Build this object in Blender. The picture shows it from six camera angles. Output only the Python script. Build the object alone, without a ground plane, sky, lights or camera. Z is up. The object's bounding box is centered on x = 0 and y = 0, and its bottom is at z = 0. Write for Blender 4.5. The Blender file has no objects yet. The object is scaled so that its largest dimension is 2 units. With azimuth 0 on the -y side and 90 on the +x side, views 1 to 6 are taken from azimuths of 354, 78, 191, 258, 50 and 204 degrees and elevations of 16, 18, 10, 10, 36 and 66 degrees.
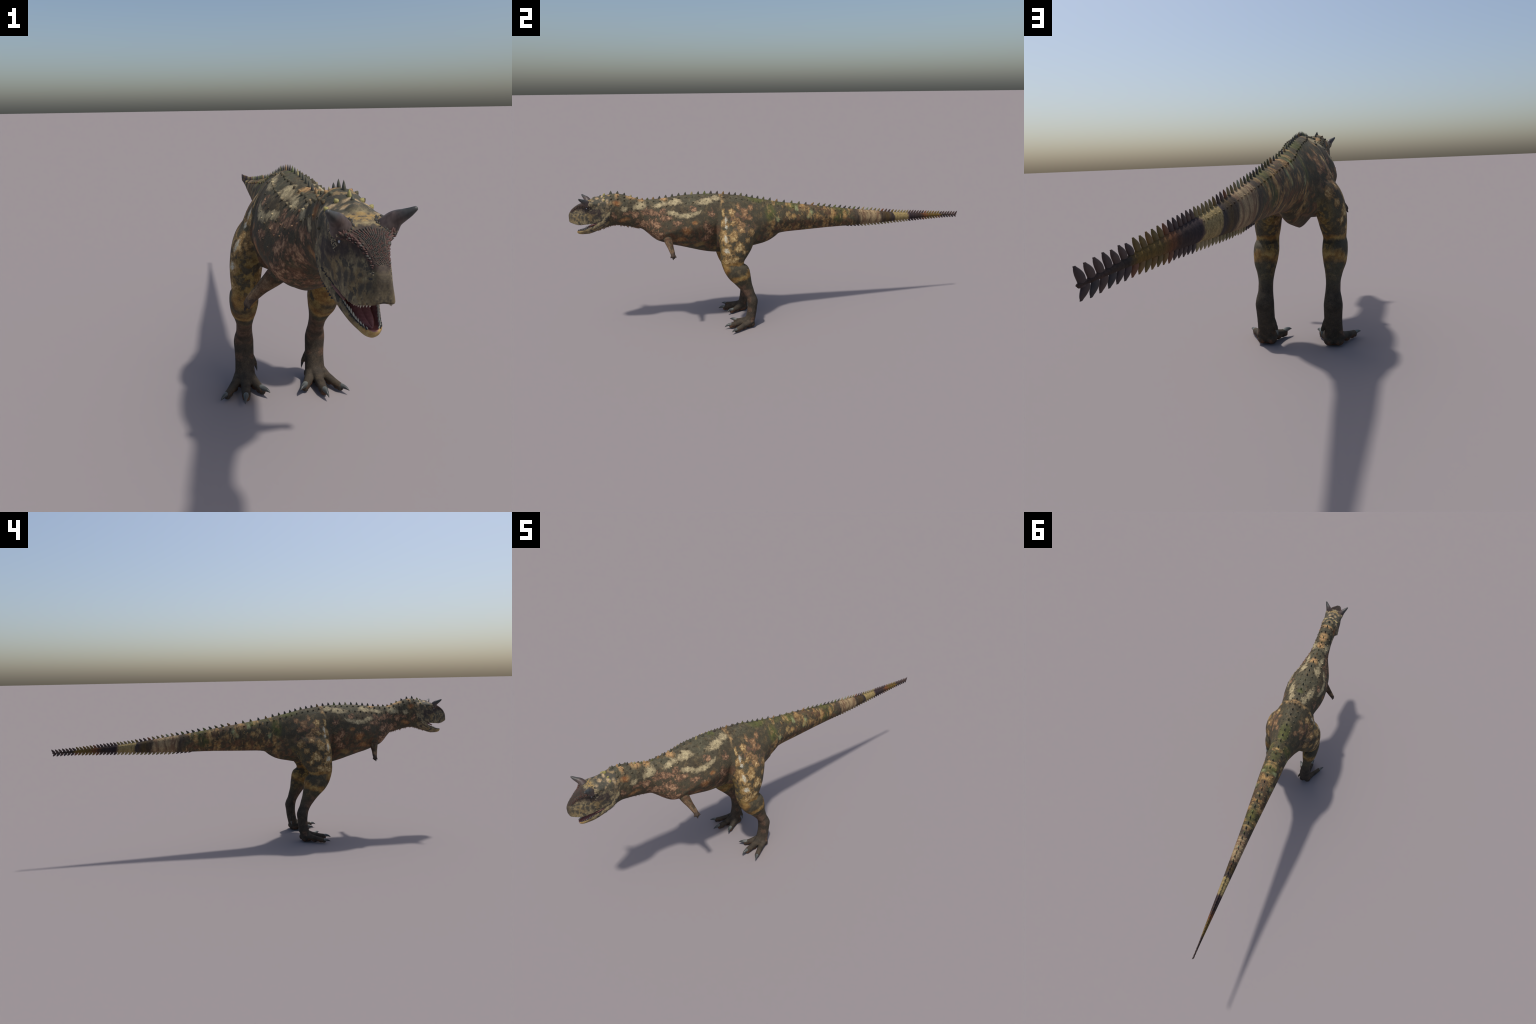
# Horned theropod dinosaur with open jaws, built part by part.
import bpy, math, random
import numpy as np
from mathutils import Vector, Matrix
from mathutils.bvhtree import BVHTree

random.seed(7)
rng = np.random.default_rng(7)
VOXEL = 0.0019
scene = bpy.context.scene

# ------------------------------------------------------------------ helpers
def pchip(xs, ys, x):
    """smooth interpolation without overshoot through control points"""
    xs = np.asarray(xs, float); ys = np.asarray(ys, float)
    x = np.clip(np.asarray(x, float), xs[0], xs[-1])
    h = np.diff(xs); d = np.diff(ys) / h
    m = np.zeros_like(ys)
    for i in range(1, len(xs) - 1):
        if d[i - 1] * d[i] > 0:
            w1 = 2 * h[i] + h[i - 1]; w2 = h[i] + 2 * h[i - 1]
            m[i] = (w1 + w2) / (w1 / d[i - 1] + w2 / d[i])
    m[0] = d[0]; m[-1] = d[-1]
    i = np.clip(np.searchsorted(xs, x) - 1, 0, len(h) - 1)
    t = (x - xs[i]) / h[i]
    return ((2 * t**3 - 3 * t**2 + 1) * ys[i] + (t**3 - 2 * t**2 + t) * h[i] * m[i]
            + (-2 * t**3 + 3 * t**2) * ys[i + 1] + (t**3 - t**2) * h[i] * m[i + 1])

def catmull(P, n):
    """n points along a Catmull-Rom curve through P"""
    P = np.asarray(P, float)
    Q = np.vstack([2 * P[0] - P[1], P, 2 * P[-1] - P[-2]])
    u = np.linspace(0, len(P) - 1 - 1e-9, n); out = []
    for s in u:
        i = int(s); t = s - i
        a, b, c, d = Q[i], Q[i + 1], Q[i + 2], Q[i + 3]
        out.append(0.5 * (2 * b + (c - a) * t + (2 * a - 5 * b + 4 * c - d) * t * t + (3 * b - a - 3 * c + d) * t**3))
    return np.array(out)

class Soup:
    """collects closed lofts before they are fused into one skin"""
    def __init__(s): s.v = []; s.f = []
    def loft(s, rings):
        base = len(s.v); n = len(rings[0]); m = len(rings)
        for r in rings: s.v.extend(tuple(p) for p in r)
        for i in range(m - 1):
            for j in range(n):
                a = base + i * n + j; b = base + i * n + (j + 1) % n
                s.f.append((a, b, b + n, a + n))
        for i, flip in ((0, True), (m - 1, False)):
            c = len(s.v); s.v.append(tuple(np.mean(rings[i], 0)))
            for j in range(n):
                a = base + i * n + j; b = base + i * n + (j + 1) % n
                s.f.append((c, b, a) if flip else (c, a, b))
    def tube(s, P, R, n=20, steps=24, flat=1.0):
        """round tube along a curve with half-round ends; R = radius per control point"""
        P = np.asarray(P, float); R = np.asarray(R, float)
        C = catmull(P, steps); r = np.interp(np.linspace(0, len(R) - 1, steps), range(len(R)), R)
        T = np.gradient(C, axis=0); T /= np.linalg.norm(T, axis=1)[:, None]
        rings = []
        def ring(c, t, rad):
            up = np.array([0, 0, 1.0]) if abs(t[2]) < 0.9 else np.array([0, 1.0, 0])
            a = np.cross(t, up); a /= np.linalg.norm(a); b = np.cross(a, t)
            th = np.linspace(0, 2 * math.pi, n, endpoint=False)
            return c + rad * (np.cos(th)[:, None] * a + flat * np.sin(th)[:, None] * b)
        for k in (0.15, 0.5, 0.8): rings.append(ring(C[0] - T[0] * r[0] * (1 - k**2)**.5 * .9, T[0], r[0] * k))
        for c, t, q in zip(C, T, r): rings.append(ring(c, t, q))
        for k in (0.8, 0.5, 0.15): rings.append(ring(C[-1] + T[-1] * r[-1] * (1 - k**2)**.5 * .9, T[-1], r[-1] * k))
        s.loft(rings)
    def ball(s, c, rx, ry, rz, n=16):
        rings = []
        for a in np.linspace(0.08, math.pi - 0.08, n):
            th = np.linspace(0, 2 * math.pi, n, endpoint=False)
            rings.append(np.stack([c[0] + rx * math.sin(a) * np.cos(th), c[1] + ry * math.sin(a) * np.sin(th), np.full(n, c[2] - rz * math.cos(a))], 1))
        s.loft(rings)
    def mirror(s, start_v, start_f):
        off = len(s.v) - start_v
        s.v.extend((-x, y, z) for x, y, z in s.v[start_v:])
        s.f.extend(tuple(reversed([i + off for i in f])) for f in s.f[start_f:])

def mesh_of(name, v, f, smooth=True):
    me = bpy.data.meshes.new(name); me.from_pydata([tuple(p) for p in v], [], [tuple(q) for q in f])
    me.validate(); me.update()
    if smooth: me.polygons.foreach_set("use_smooth", [True] * len(me.polygons))
    return me

# ------------------------------------------------------------------ trunk (neck, torso, tail)
# y, top z, bottom z, half width, height of widest point (0 bottom .. 1 top)
TRUNK = [
    (-.925, .600, .522, .009, .5), (-.900, .625, .518, .018, .5), (-.880, .650, .520, .027, .5),
    (-.860, .670, .525, .035, .55), (-.830, .683, .534, .041, .58), (-.800, .688, .540, .0425, .60),
    (-.770, .686, .536, .0418, .60), (-.740, .677, .531, .0418, .59), (-.710, .667, .525, .0445, .55),
    (-.680, .656, .517, .0475, .50), (-.655, .652, .496, .055, .42), (-.635, .652, .476, .066, .34),
    (-.610, .653, .457, .079, .27), (-.580, .655, .444, .088, .29), (-.550, .658, .433, .094, .36),
    (-.500, .663, .419, .103, .45), (-.450, .666, .404, .106, .48), (-.400, .666, .389, .102, .52),
    (-.360, .666, .380, .094, .56), (-.330, .665, .375, .089, .58), (-.300, .662, .372, .083, .56),
    (-.250, .656, .374, .076, .58), (-.200, .649, .382, .070, .60), (-.150, .638, .392, .063, .60),
    (-.120, .631, .398, .059, .58), (-.090, .625, .404, .057, .56), (-.060, .619, .414, .056, .55),
    (-.030, .612, .431, .055, .53), (-.005, .607, .449, .053, .50), (.040, .600, .454, .051, .50),
    (.100, .591, .456, .048, .50), (.180, .579, .459, .042, .5), (.260, .567, .462, .0365, .5),
    (.340, .555, .463, .0308, .5), (.420, .544, .464, .0262, .5), (.500, .534, .466, .0225, .5),
    (.580, .522, .469, .0190, .5), (.660, .513, .473, .0155, .5), (.750, .505, .4765, .0120, .5),
    (.835, .4975, .4795, .0085, .5), (.920, .490, .4815, .0050, .5), (.994, .485, .4815, .0026, .5)]
TK = np.array(TRUNK)
TK[:, 2] -= np.interp(TK[:, 0], [-.80, -.70, -.60, -.55, -.36, -.30, .60, .90], [0, .0022, .0022, .0052, .0052, .0030, .0022, .0008])
def trunk_at(y): return [pchip(TK[:, 0], TK[:, k], y) for k in (1, 2, 3, 4)]

ROOF = ((-.93, -.69, -.65, -.62, -.59, -.56, -.50, -.44, -.38, -.30, -.10, .0, .1, 1), (2.1, 2.1, 1.8, 1.72, 1.62, 1.57, 1.63, 1.66, 1.75, 1.72, 1.66, 1.75, 1.95, 2.1))
KEEL = ((-.93, -.68, -.62, -.55, -.50, -.42, -.36, -.28, -.20, -.12, -.06, .0, .1, .3, 1), (2.1, 2.1, 2.0, 1.50, 1.50, 1.48, 1.36, 1.32, 1.6, 1.85, 1.6, 1.42, 1.45, 1.65, 2.0))
def trunk_ring(y, n=72):
    zt, zb, w, k = trunk_at(y)
    zc = zb + (zt - zb) * k
    th = np.linspace(0, 2 * math.pi, n, endpoint=False)
    c, s = np.cos(th), np.sin(th)
    e = np.where(s > 0, 2 / pchip(*ROOF, y), 2 / pchip(*KEEL, y))    # roof-like back, keeled belly
    x = w * np.sign(c) * np.abs(c)**e
    z = zc + np.where(s > 0, zt - zc, zc - zb) * np.sign(s) * np.abs(s)**e
    return np.stack([x, np.full(n, float(y)), z], 1)

skin = Soup()
ys = np.concatenate([np.linspace(-.862, 0.05, 150), np.linspace(.06, .994, 90)])
skin.loft([trunk_ring(y) for y in ys])

# ------------------------------------------------------------------ hip: fills the slope from the back down to the thigh
# y ; half outline from the back line to under the belly
HIP = [(-.330, (0, .660), (.044, .642), (.072, .602), (.085, .552), (.089, .510), (.082, .460), (.050, .410), (0, .400)),
       (-.300, (0, .658), (.043, .639), (.075, .600), (.093, .552), (.106, .510), (.108, .460), (.070, .410), (0, .400)),
       (-.270, (0, .655), (.040, .635), (.072, .598), (.099, .553), (.117, .508), (.121, .460), (.080, .410), (0, .400)),
       (-.230, (0, .649), (.039, .629), (.070, .593), (.097, .553), (.112, .510), (.119, .460), (.080, .420), (0, .400)),
       (-.190, (0, .641), (.037, .619), (.063, .587), (.084, .550), (.096, .510), (.102, .460), (.072, .420), (0, .410)),
       (-.150, (0, .634), (.034, .612), (.056, .580), (.074, .547), (.085, .510), (.088, .460), (.060, .425), (0, .410)),
       (-.110, (0, .625), (.030, .603), (.047, .573), (.061, .545), (.069, .510), (.062, .465), (.050, .430), (0, .420)),
       (-.070, (0, .615), (.028, .595), (.042, .568), (.051, .540), (.054, .510), (.045, .470), (.040, .440), (0, .430))]
HP = np.array([[s[0]] + [c for p in s[1:] for c in p] for s in HIP])
def half_to_ring(P, y, n=26):
    P = np.asarray(P).reshape(-1, 2); C = catmull(P, n); C[0, 0] = C[-1, 0] = 0
    L = [(x, y, z) for x, z in C]; R = [(-x, y, z) for x, z in C[1:-1][::-1]]
    return np.array(L + R)
skin.loft([half_to_ring([pchip(HP[:, 0], HP[:, k], y) for k in range(1, HP.shape[1])], y) for y in np.linspace(-.330, -.07, 60)])

# ------------------------------------------------------------------ leg: horizontal slices
# z, front y, back y, inner x, outer x
LEG = [
    (.000, -.212, -.176, .086, .132), (.010, -.217, -.169, .079, .139), (.030, -.213, -.161, .078, .140), (.050, -.205, -.156, .079, .138), (.080, -.198, -.150, .080, .137),
    (.110, -.195, -.146, .080, .138), (.135, -.197, -.141, .080, .1395), (.155, -.201, -.145, .082, .137), (.180, -.212, -.155, .085, .132),
    (.200, -.225, -.160, .086, .132), (.230, -.250, -.168, .083, .138), (.265, -.281, -.173, .076, .150), (.300, -.301, -.178, .072, .153),
    (.320, -.308, -.187, .073, .152),     (.336, -.313, -.207, .074, .148), (.350, -.316, -.204, .071, .149), (.370, -.318, -.190, .066, .151),
    (.400, -.320, -.168, .060, .152), (.430, -.321, -.152, .050, .150), (.460, -.320, -.138, .035, .145), (.500, -.315, -.122, .015, .129), (.530, -.308, -.122, .000, .102),
    (.552, -.300, -.145, .000, .080), (.570, -.290, -.170, .000, .050), (.580, -.275, -.195, .000, .030)]
LG = np.array(LEG)
LG[:, 2] -= np.interp(LG[:, 0], [.10, .16, .31, .36], [.001, .004, .004, 0]); LG[:, 1] -= np.interp(LG[:, 0], [.15, .20, .36, .40], [0, .005, .004, .001])
def leg_at(z): return [pchip(LG[:, 0], LG[:, k], z) for k in (1, 2, 3, 4)]
def leg_ring(z, n=56):
    f, b, i, o = leg_at(z)
    th = np.linspace(0, 2 * math.pi, n, endpoint=False)
    c, s = np.cos(th), np.sin(th)
    e = 2 / np.where((c > 0) & (s < 0), np.interp(z, [.22, .30, .48, .54], [2.25, 3.1, 3.1, 2.4]), 2.25)      # squarer towards the front outside
    skew = np.interp(z, [.30, .36, .42, .50, .60], [0, .008, .029, .042, .050]) * np.clip((s + .35) / 1.35, 0, 1)**1.6 * np.clip((c + .7) / 1.5, 0, 1)**.6    # rear outer thigh falls away
    return np.stack([(i + o) / 2 + (o - i) / 2 * np.sign(c) * np.abs(c)**e - skew, (f + b) / 2 + (b - f) / 2 * np.sign(s) * np.abs(s)**e, np.full(n, float(z))], 1)

v0, f0 = len(skin.v), len(skin.f)
skin.loft([leg_ring(z) for z in np.concatenate([np.linspace(0.0, .02, 6), np.linspace(.025, .580, 107)])])
# toes: root, knuckles, claw base
TOES = {"inner": [(.098, -.185, .030), (.086, -.212, .0225), (.074, -.236, .0165), (.0645, -.2520, .0145)],
        "middle": [(.108, -.190, .034), (.111, -.225, .0245), (.113, -.258, .0185), (.1150, -.2810, .0150)],
        "outer": [(.122, -.182, .030), (.139, -.213, .0215), (.157, -.244, .0155), (.1685, -.2640, .0130)]}
TOE_R = {"inner": (.020, .0150, .0125, .0115), "middle": (.022, .0155, .0135, .0125), "outer": (.020, .0140, .0115, .0105)}
for k, P in TOES.items():
    skin.tube(P, TOE_R[k], steps=30)
    for t in (.45, .78, 1.0):                      # pads under the joints
        q = catmull(P, 101)[int(t * 100)]
        r = np.interp(t * 3, range(4), TOE_R[k])
        skin.ball((q[0], q[1], r * .62), r * .88, r * .95, r * .62)
for x, y in ((.093, -.178), (.124, -.180)):        # two heel lobes
    skin.ball((x, y, .016), .017, .018, .0165)
# dewclaw toe
DEW = [(.088, -.172, .085), (.078, -.168, .066), (.0735, -.166, .052)]
skin.tube(DEW, (.010, .0066, .0052), steps=12)

# ------------------------------------------------------------------ arm
ARM = [(.050, -.560, .490), (.074, -.560, .467), (.100, -.5535, .441), (.1225, -.5460, .4150), (.1310, -.5455, .4030)]
ARM_R = (.027, .0212, .0140, .0106, .0092)
skin.tube(ARM, ARM_R, steps=30, flat=1.0)
for tip, root in (((.1375, -.5460, .3895), (.131, -.546, .403)), ((.1290, -.5562, .3965), (.127, -.551, .405)),
                  ((.1345, -.5385, .3945), (.131, -.541, .404)), ((.1350, -.5318, .3995), (.130, -.538, .407))):
    skin.tube([root, (np.array(root) + tip) / 2, tip], (.0050, .0040, .0028), steps=10, n=12)
skin.mirror(v0, f0)

# ------------------------------------------------------------------ skull and lower jaw
# y ; half outline from the top middle to the palate middle: (x,z) * 7
SKULL = [
    (-.9998, (0, .599), (.004, .598), (.007, .593), (.009, .585), (.0095, .576), (.008, .571), (0, .571)),
    (-.9965, (0, .608), (.0060, .606), (.0088, .599), (.0118, .587), (.0148, .573), (.0135, .568), (0, .570)),
    (-.988, (0, .6195), (.0085, .6170), (.0112, .606), (.0150, .589), (.0195, .570), (.0175, .565), (0, .568)),
    (-.970, (0, .6350), (.0122, .6320), (.0158, .618), (.0212, .593), (.0265, .563), (.0235, .559), (0, .568)),
    (-.950, (0, .646), (.0200, .6420), (.0225, .625), (.0285, .594), (.0305, .560), (.0265, .5555), (0, .568)),
    (-.932, (0, .6535), (.0330, .6450), (.0290, .629), (.0330, .598), (.0325, .561), (.0280, .5565), (0, .570)),
    (-.914, (0, .6600), (.0430, .6520), (.0350, .634), (.0375, .602), (.0335, .563), (.0290, .5575), (0, .572)),
    (-.896, (0, .6675), (.0460, .6560), (.0395, .638), (.0410, .604), (.0350, .565), (.0300, .558), (0, .572)),
    (-.876, (0, .6770), (.0420, .6570), (.0430, .638), (.0450, .606), (.0385, .568), (.0320, .560), (0, .572)),
    (-.852, (0, .6805), (.0370, .6600), (.0430, .640), (.0462, .608), (.0440, .572), (.0340, .562), (0, .572)),
    (-.828, (0, .6840), (.0360, .6640), (.0460, .642), (.0465, .612), (.0450, .584), (.0340, .572), (0, .576)),
    (-.812, (0, .6860), (.0330, .6640), (.0430, .642), (.0432, .615), (.0420, .592), (.0320, .580), (0, .582))]
SK = np.array([[s[0]] + [c for p in s[1:] for c in p] for s in SKULL])
skin.loft([half_to_ring([pchip(SK[:, 0], SK[:, k], y) for k in range(1, SK.shape[1])], y) for y in np.concatenate([np.linspace(-.9995, -.985, 14), np.linspace(-.983, -.812, 60)])])

# jaw: y ; rim half width, rim z, lower edge half width, lower edge z, bottom z, floor z
JAW = np.array([
    (-.9718, .0050, .5205, .0045, .5150, .5125, .5190), (-.9682, .0105, .5225, .0090, .5130, .5090, .5185), (-.9600, .0150, .5235, .0130, .5120, .5060, .5170), (-.9450, .0190, .5255, .0170, .5140, .5055, .5170),
    (-.9250, .0240, .5330, .0225, .5170, .5070, .5210), (-.9050, .0290, .5430, .0285, .5240, .5110, .5290), (-.8850, .0345, .5530, .0345, .5330, .5180, .5390),
    (-.8650, .0410, .5650, .0410, .5450, .5260, .5500), (-.8450, .0455, .5800, .0455, .5560, .5350, .5600), (-.8250, .0480, .6000, .0475, .5750, .5500, .5800), (-.8120, .0440, .6120, .0440, .5900, .5700, .5950)])
JAW[:, [2, 6]] += np.interp(JAW[:, 0], [-.97, -.93, -.90], [.0018, .0012, 0])[:, None]; JAW[:, 5] -= np.interp(JAW[:, 0], [-.97, -.95, -.93], [-.0006, .0008, .0028]); JAW[:, 4] += np.interp(JAW[:, 0], [-.97, -.95], [.0012, 0])
def jaw_ring(y):
    rw, rz, lw, lz, bz, fz = [pchip(JAW[:, 0], JAW[:, k], y) for k in range(1, 7)]
    return half_to_ring([(0, fz), (rw * .55, fz + .001), (rw * .86, rz - .0008), (rw, rz - .002), ((lw + rw) / 2 + .001, (rz + lz) / 2), (lw * .93, lz), (lw * .55, bz + (lz - bz) * .35), (0, bz)], y)
skin.loft([jaw_ring(y) for y in np.linspace(-.9718, -.812, 60)])
# pink flesh fold that closes the mouth corner, brow above the eye, occipital hump
v0, f0 = len(skin.v), len(skin.f)
skin.tube([(.036, -.930, .645), (.0415, -.912, .646), (.0425, -.890, .644)], (.004, .0052, .0045), steps=14)
skin.mirror(v0, f0)
skin.ball((0, -.876, .664), .020, .016, .0145)

# ------------------------------------------------------------------ fuse to one skin
raw = bpy.data.objects.new("raw_skin", mesh_of("raw_skin", skin.v, skin.f))
scene.collection.objects.link(raw)
md = raw.modifiers.new("fuse", "REMESH"); md.mode = "VOXEL"; md.voxel_size = VOXEL; md.adaptivity = 0
sm = raw.modifiers.new("soften", "SMOOTH"); sm.factor = .5; sm.iterations = 5
dg = bpy.context.evaluated_depsgraph_get()
body = bpy.data.meshes.new_from_object(raw.evaluated_get(dg))
bpy.data.objects.remove(raw)
nv, nf = len(body.vertices), len(body.polygons)
V = np.empty(nv * 3); body.vertices.foreach_get("co", V); V = V.reshape(-1, 3)
V[:, 2] -= V[:, 2].min()
body.vertices.foreach_set("co", V.ravel()); body.update()
# relax the haunch so that thigh, rump and tail root flow into each other
E = np.empty(len(body.edges) * 2, int); body.edges.foreach_get("vertices", E); E = E.reshape(-1, 2)
fade = lambda v, a, b: np.clip((v - a) / (b - a), 0, 1)
wt = fade(V[:, 2], .42, .49) * fade(V[:, 2], .632, .605) * fade(V[:, 1], -.312, -.285) * fade(V[:, 1], -.06, -.10) * fade(np.abs(V[:, 0]), .025, .045)
E = E[(wt[E] > 0).any(1)]
deg = np.bincount(E.ravel(), minlength=nv)
for _ in range(90):
    for k in range(3):
        acc = np.bincount(E[:, 0], V[E[:, 1], k], nv) + np.bincount(E[:, 1], V[E[:, 0], k], nv)
        V[:, k] += .5 * wt * np.where(deg > 0, acc / np.maximum(deg, 1) - V[:, k], 0)
body.vertices.foreach_set("co", V.ravel()); body.update()
N = np.empty(nv * 3); body.vertices.foreach_get("normal", N); N = N.reshape(-1, 3)
loops = np.empty(len(body.loops), int); body.loops.foreach_get("vertex_index", loops)
lt = np.empty(nf, int); body.polygons.foreach_get("loop_total", lt); ls = np.empty(nf, int); body.polygons.foreach_get("loop_start", ls)
FC = np.add.reduceat(V[loops], ls, axis=0) / lt[:, None]
polys = [loops[a:a + n].tolist() for a, n in zip(ls, lt)]
bvh = BVHTree.FromPolygons(V.tolist(), polys)

# region of each face
ax = np.abs(FC[:, 0]); y = FC[:, 1]; z = FC[:, 2]
zt, zb, w, k = trunk_at(y); zc = zb + (zt - zb) * k
Ft = np.sqrt((ax / w)**2 + ((z - zc) / np.where(z > zc, zt - zc, zc - zb))**2)
lf, lb, li, lo = leg_at(z)
Fl = np.sqrt(((ax - (li + lo) / 2) / ((lo - li) / 2))**2 + ((y - (lf + lb) / 2) / ((lb - lf) / 2))**2)
AC = catmull(ARM, 60); AR = np.interp(np.linspace(0, 4, 60), range(5), ARM_R)
da = np.full(nf, 9.0)
near = (y > -.62) & (y < -.5) & (z < .52) & (ax > .03)
Q = np.stack([ax, y, z], 1)[near]
da[near] = np.min(np.linalg.norm(Q[:, None] - AC[None], axis=2) - AR[None], axis=1)
region = np.full(nf, "torso", dtype=object)
region[y < -.675] = "neck"
region[y > .0] = "tail"
leg = ((Fl - 1) < (Ft - 1) * .6) & (y > -.34) & (y < -.10) & (ax > .03) & (z < .52) | (z < .36) & (y > -.34)
leg |= (z >= .50) & (z < .628) & (y > np.interp(z, [.5, .56, .628], [-.316, -.309, -.298])) & (y < np.interp(z, [.5, .628], [-.108, -.125])) & (ax > .03)
region[leg & (z > .335)] = "thigh"
region[leg & (z <= .335)] = "shank"
region[(z < .06) & (y > -.34) & (z < .045 + (-.17 - y) * .3)] = "foot"
region[(da < .003) & (z < .485) & (ax > .058) & (Ft > 1.03)] = "arm"
region[(z < .412) & (ax > .112) & (y < -.5)] = "hand"
hd = y < -.812 - np.clip((.60 - z) * .25, -.01, .03)
region[hd & (z > .50)] = "head"
rimz = pchip(JAW[:, 0], JAW[:, 2], y)
region[hd & (z < rimz + .001) & (y < -.83)] = "jaw"
FN = np.empty(nf * 3); body.polygons.foreach_get("normal", FN); FN = FN.reshape(-1, 3)
lipx = pchip(SK[:, 0], SK[:, 11], y); lipz = pchip(SK[:, 0], SK[:, 12], y); rimx = pchip(JAW[:, 0], JAW[:, 1], y)
inside = (y < -.84) & (y > -.992) & (z > .50)
palate = inside & (FN[:, 2] < -.25) & (ax < lipx - .0005) & (z > lipz - .001) & (z < lipz + .03)
floor = inside & (FN[:, 2] > .15) & (ax < rimx - .0022) & (z < rimz - .0005) & (z < lipz)
thr = (Ft < 1.06) & (y > -.90) & (y < -.80) & (z < .56) & (ax < .034) & (z < pchip(JAW[:, 0], JAW[:, 5], y) + .003)
region[thr & (y > -.875)] = "neck"
region[palate] = "palate"; region[floor] = "mouth_floor"
# throw out single stray faces of a region by a majority vote among neighbours
names = ["torso", "neck", "tail", "thigh", "shank", "foot", "arm", "hand", "head", "jaw", "palate", "mouth_floor"]
code = np.array([names.index(r) for r in region])
fv = loops.reshape(-1, 4) if (lt == 4).all() else None
for _ in range(6):
    vote = np.zeros((nv, len(names)))
    rep = np.repeat(code, lt)
    np.add.at(vote, (loops, rep), 1)
    tot = np.add.reduceat(vote[loops], ls, axis=0)
    code = tot.argmax(1)
region = np.array(names, dtype=object)[code]

root = bpy.data.objects.new("horned_dinosaur", None)
root.empty_display_size = .1
scene.collection.objects.link(root)
root["label"] = "horned predatory dinosaur, mottled dark hide, open jaws, spiny back"
root["category"] = "dinosaur"

def add(name, me, mat=None, parent=None):
    o = bpy.data.objects.new(name, me)
    scene.collection.objects.link(o); o.parent = parent or root
    if mat and not me.materials: me.materials.append(mat)
    return o

# ------------------------------------------------------------------ materials (all procedural)
class Net:
    """small wrapper for building node trees on the body's own coordinates"""
    def __init__(s, name):
        s.mat = bpy.data.materials.new(name); s.mat.use_nodes = True
        s.t = s.mat.node_tree; s.bsdf = s.t.nodes["Principled BSDF"]
        tc = s.n("ShaderNodeTexCoord"); tc.object = root
        s.raw = tc.outputs["Object"]
        sep = s.n("ShaderNodeSeparateXYZ"); s.l(s.raw, sep.inputs[0])
        s.ax = s.math("ABSOLUTE", sep.outputs[0]); s.y = sep.outputs[1]; s.z = sep.outputs[2]
        cb = s.n("ShaderNodeCombineXYZ"); s.l(s.ax, cb.inputs[0]); s.l(s.y, cb.inputs[1]); s.l(s.z, cb.inputs[2])
        s.p = cb.outputs[0]                                   # mirrored left-right, as the markings are
    def n(s, kind, **kw):
        q = s.t.nodes.new(kind)
        for a, b in kw.items(): setattr(q, a, b)
        return q
    def l(s, a, b): s.t.links.new(a, b)
    def _in(s, sock, v):
        if isinstance(v, (int, float)): sock.default_value = v
        elif isinstance(v, tuple): sock.default_value = (*v, 1) if sock.type == "RGBA" and len(v) == 3 else v
        else: s.l(v, sock)
    def math(s, op, a, b=0.0, c=None):
        q = s.n("ShaderNodeMath", operation=op); s._in(q.inputs[0], a); s._in(q.inputs[1], b)
        if c is not None: s._in(q.inputs[2], c)
        return q.outputs[0]
    def noise(s, scale, detail=3.0, vec=None, stretch=None, rough=.55, color=False, off=(0, 0, 0)):
        v = vec or s.p
        if stretch or off != (0, 0, 0):
            m = s.n("ShaderNodeMapping"); s.l(v, m.inputs[0]); m.inputs["Scale"].default_value = stretch or (1, 1, 1); m.inputs["Location"].default_value = off; v = m.outputs[0]
        q = s.n("ShaderNodeTexNoise"); s.l(v, q.inputs["Vector"]); q.inputs["Scale"].default_value = scale; q.inputs["Detail"].default_value = detail; q.inputs["Roughness"].default_value = rough
        return q.outputs["Color" if color else "Fac"]
    def voronoi(s, scale, vec=None, feature="F1", out="Distance", rnd=1.0):
        q = s.n("ShaderNodeTexVoronoi", feature=feature); s.l(vec or s.p, q.inputs["Vector"]); q.inputs["Scale"].default_value = scale; q.inputs["Randomness"].default_value = rnd
        return q.outputs[out]
    def warp(s, amount, scale, vec=None, detail=3.0, off=(0, 0, 0)):
        c = s.noise(scale, detail, vec, color=True, off=off)
        a = s.n("ShaderNodeVectorMath", operation="SUBTRACT"); s.l(c, a.inputs[0]); a.inputs[1].default_value = (.5, .5, .5)
        b = s.n("ShaderNodeVectorMath", operation="SCALE"); s.l(a.outputs[0], b.inputs[0]); b.inputs["Scale"].default_value = amount
        d = s.n("ShaderNodeVectorMath", operation="ADD"); s.l(vec or s.p, d.inputs[0]); s.l(b.outputs[0], d.inputs[1])
        return d.outputs[0]
    def step(s, v, lo, hi):
        q = s.n("ShaderNodeMapRange", interpolation_type="SMOOTHSTEP"); s._in(q.inputs[0], v); q.inputs[1].default_value = lo; q.inputs[2].default_value = hi
        return q.outputs[0]
    def mix(s, f, a, b, mode="MIX"):
        q = s.n("ShaderNodeMix", data_type="RGBA", blend_type=mode); s._in(q.inputs[0], f); s._in(q.inputs[6], a); s._in(q.inputs[7], b)
        return q.outputs[2]
    def ramp(s, v, stops, interp="LINEAR"):
        q = s.n("ShaderNodeValToRGB"); s._in(q.inputs[0], v); e = q.color_ramp; e.interpolation = interp
        while len(e.elements) < len(stops): e.elements.new(.5)
        for el, (p, c) in zip(e.elements, stops): el.position = p; el.color = (*c, 1)
        return q.outputs[0]
    def patch(s, vec, c, r, rot=0.0, soft=.35):
        """soft mask of one marking: an ellipsoid at c with radii r, tilted in the side view"""
        m = s.n("ShaderNodeMapping", vector_type="TEXTURE"); s.l(vec, m.inputs[0])
        m.inputs["Location"].default_value = c; m.inputs["Rotation"].default_value = (math.radians(rot), 0, 0); m.inputs["Scale"].default_value = r
        d = s.n("ShaderNodeVectorMath", operation="LENGTH"); s.l(m.outputs[0], d.inputs[0])
        return s.step(d.outputs["Value"], 1 + soft, 1 - soft)
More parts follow.
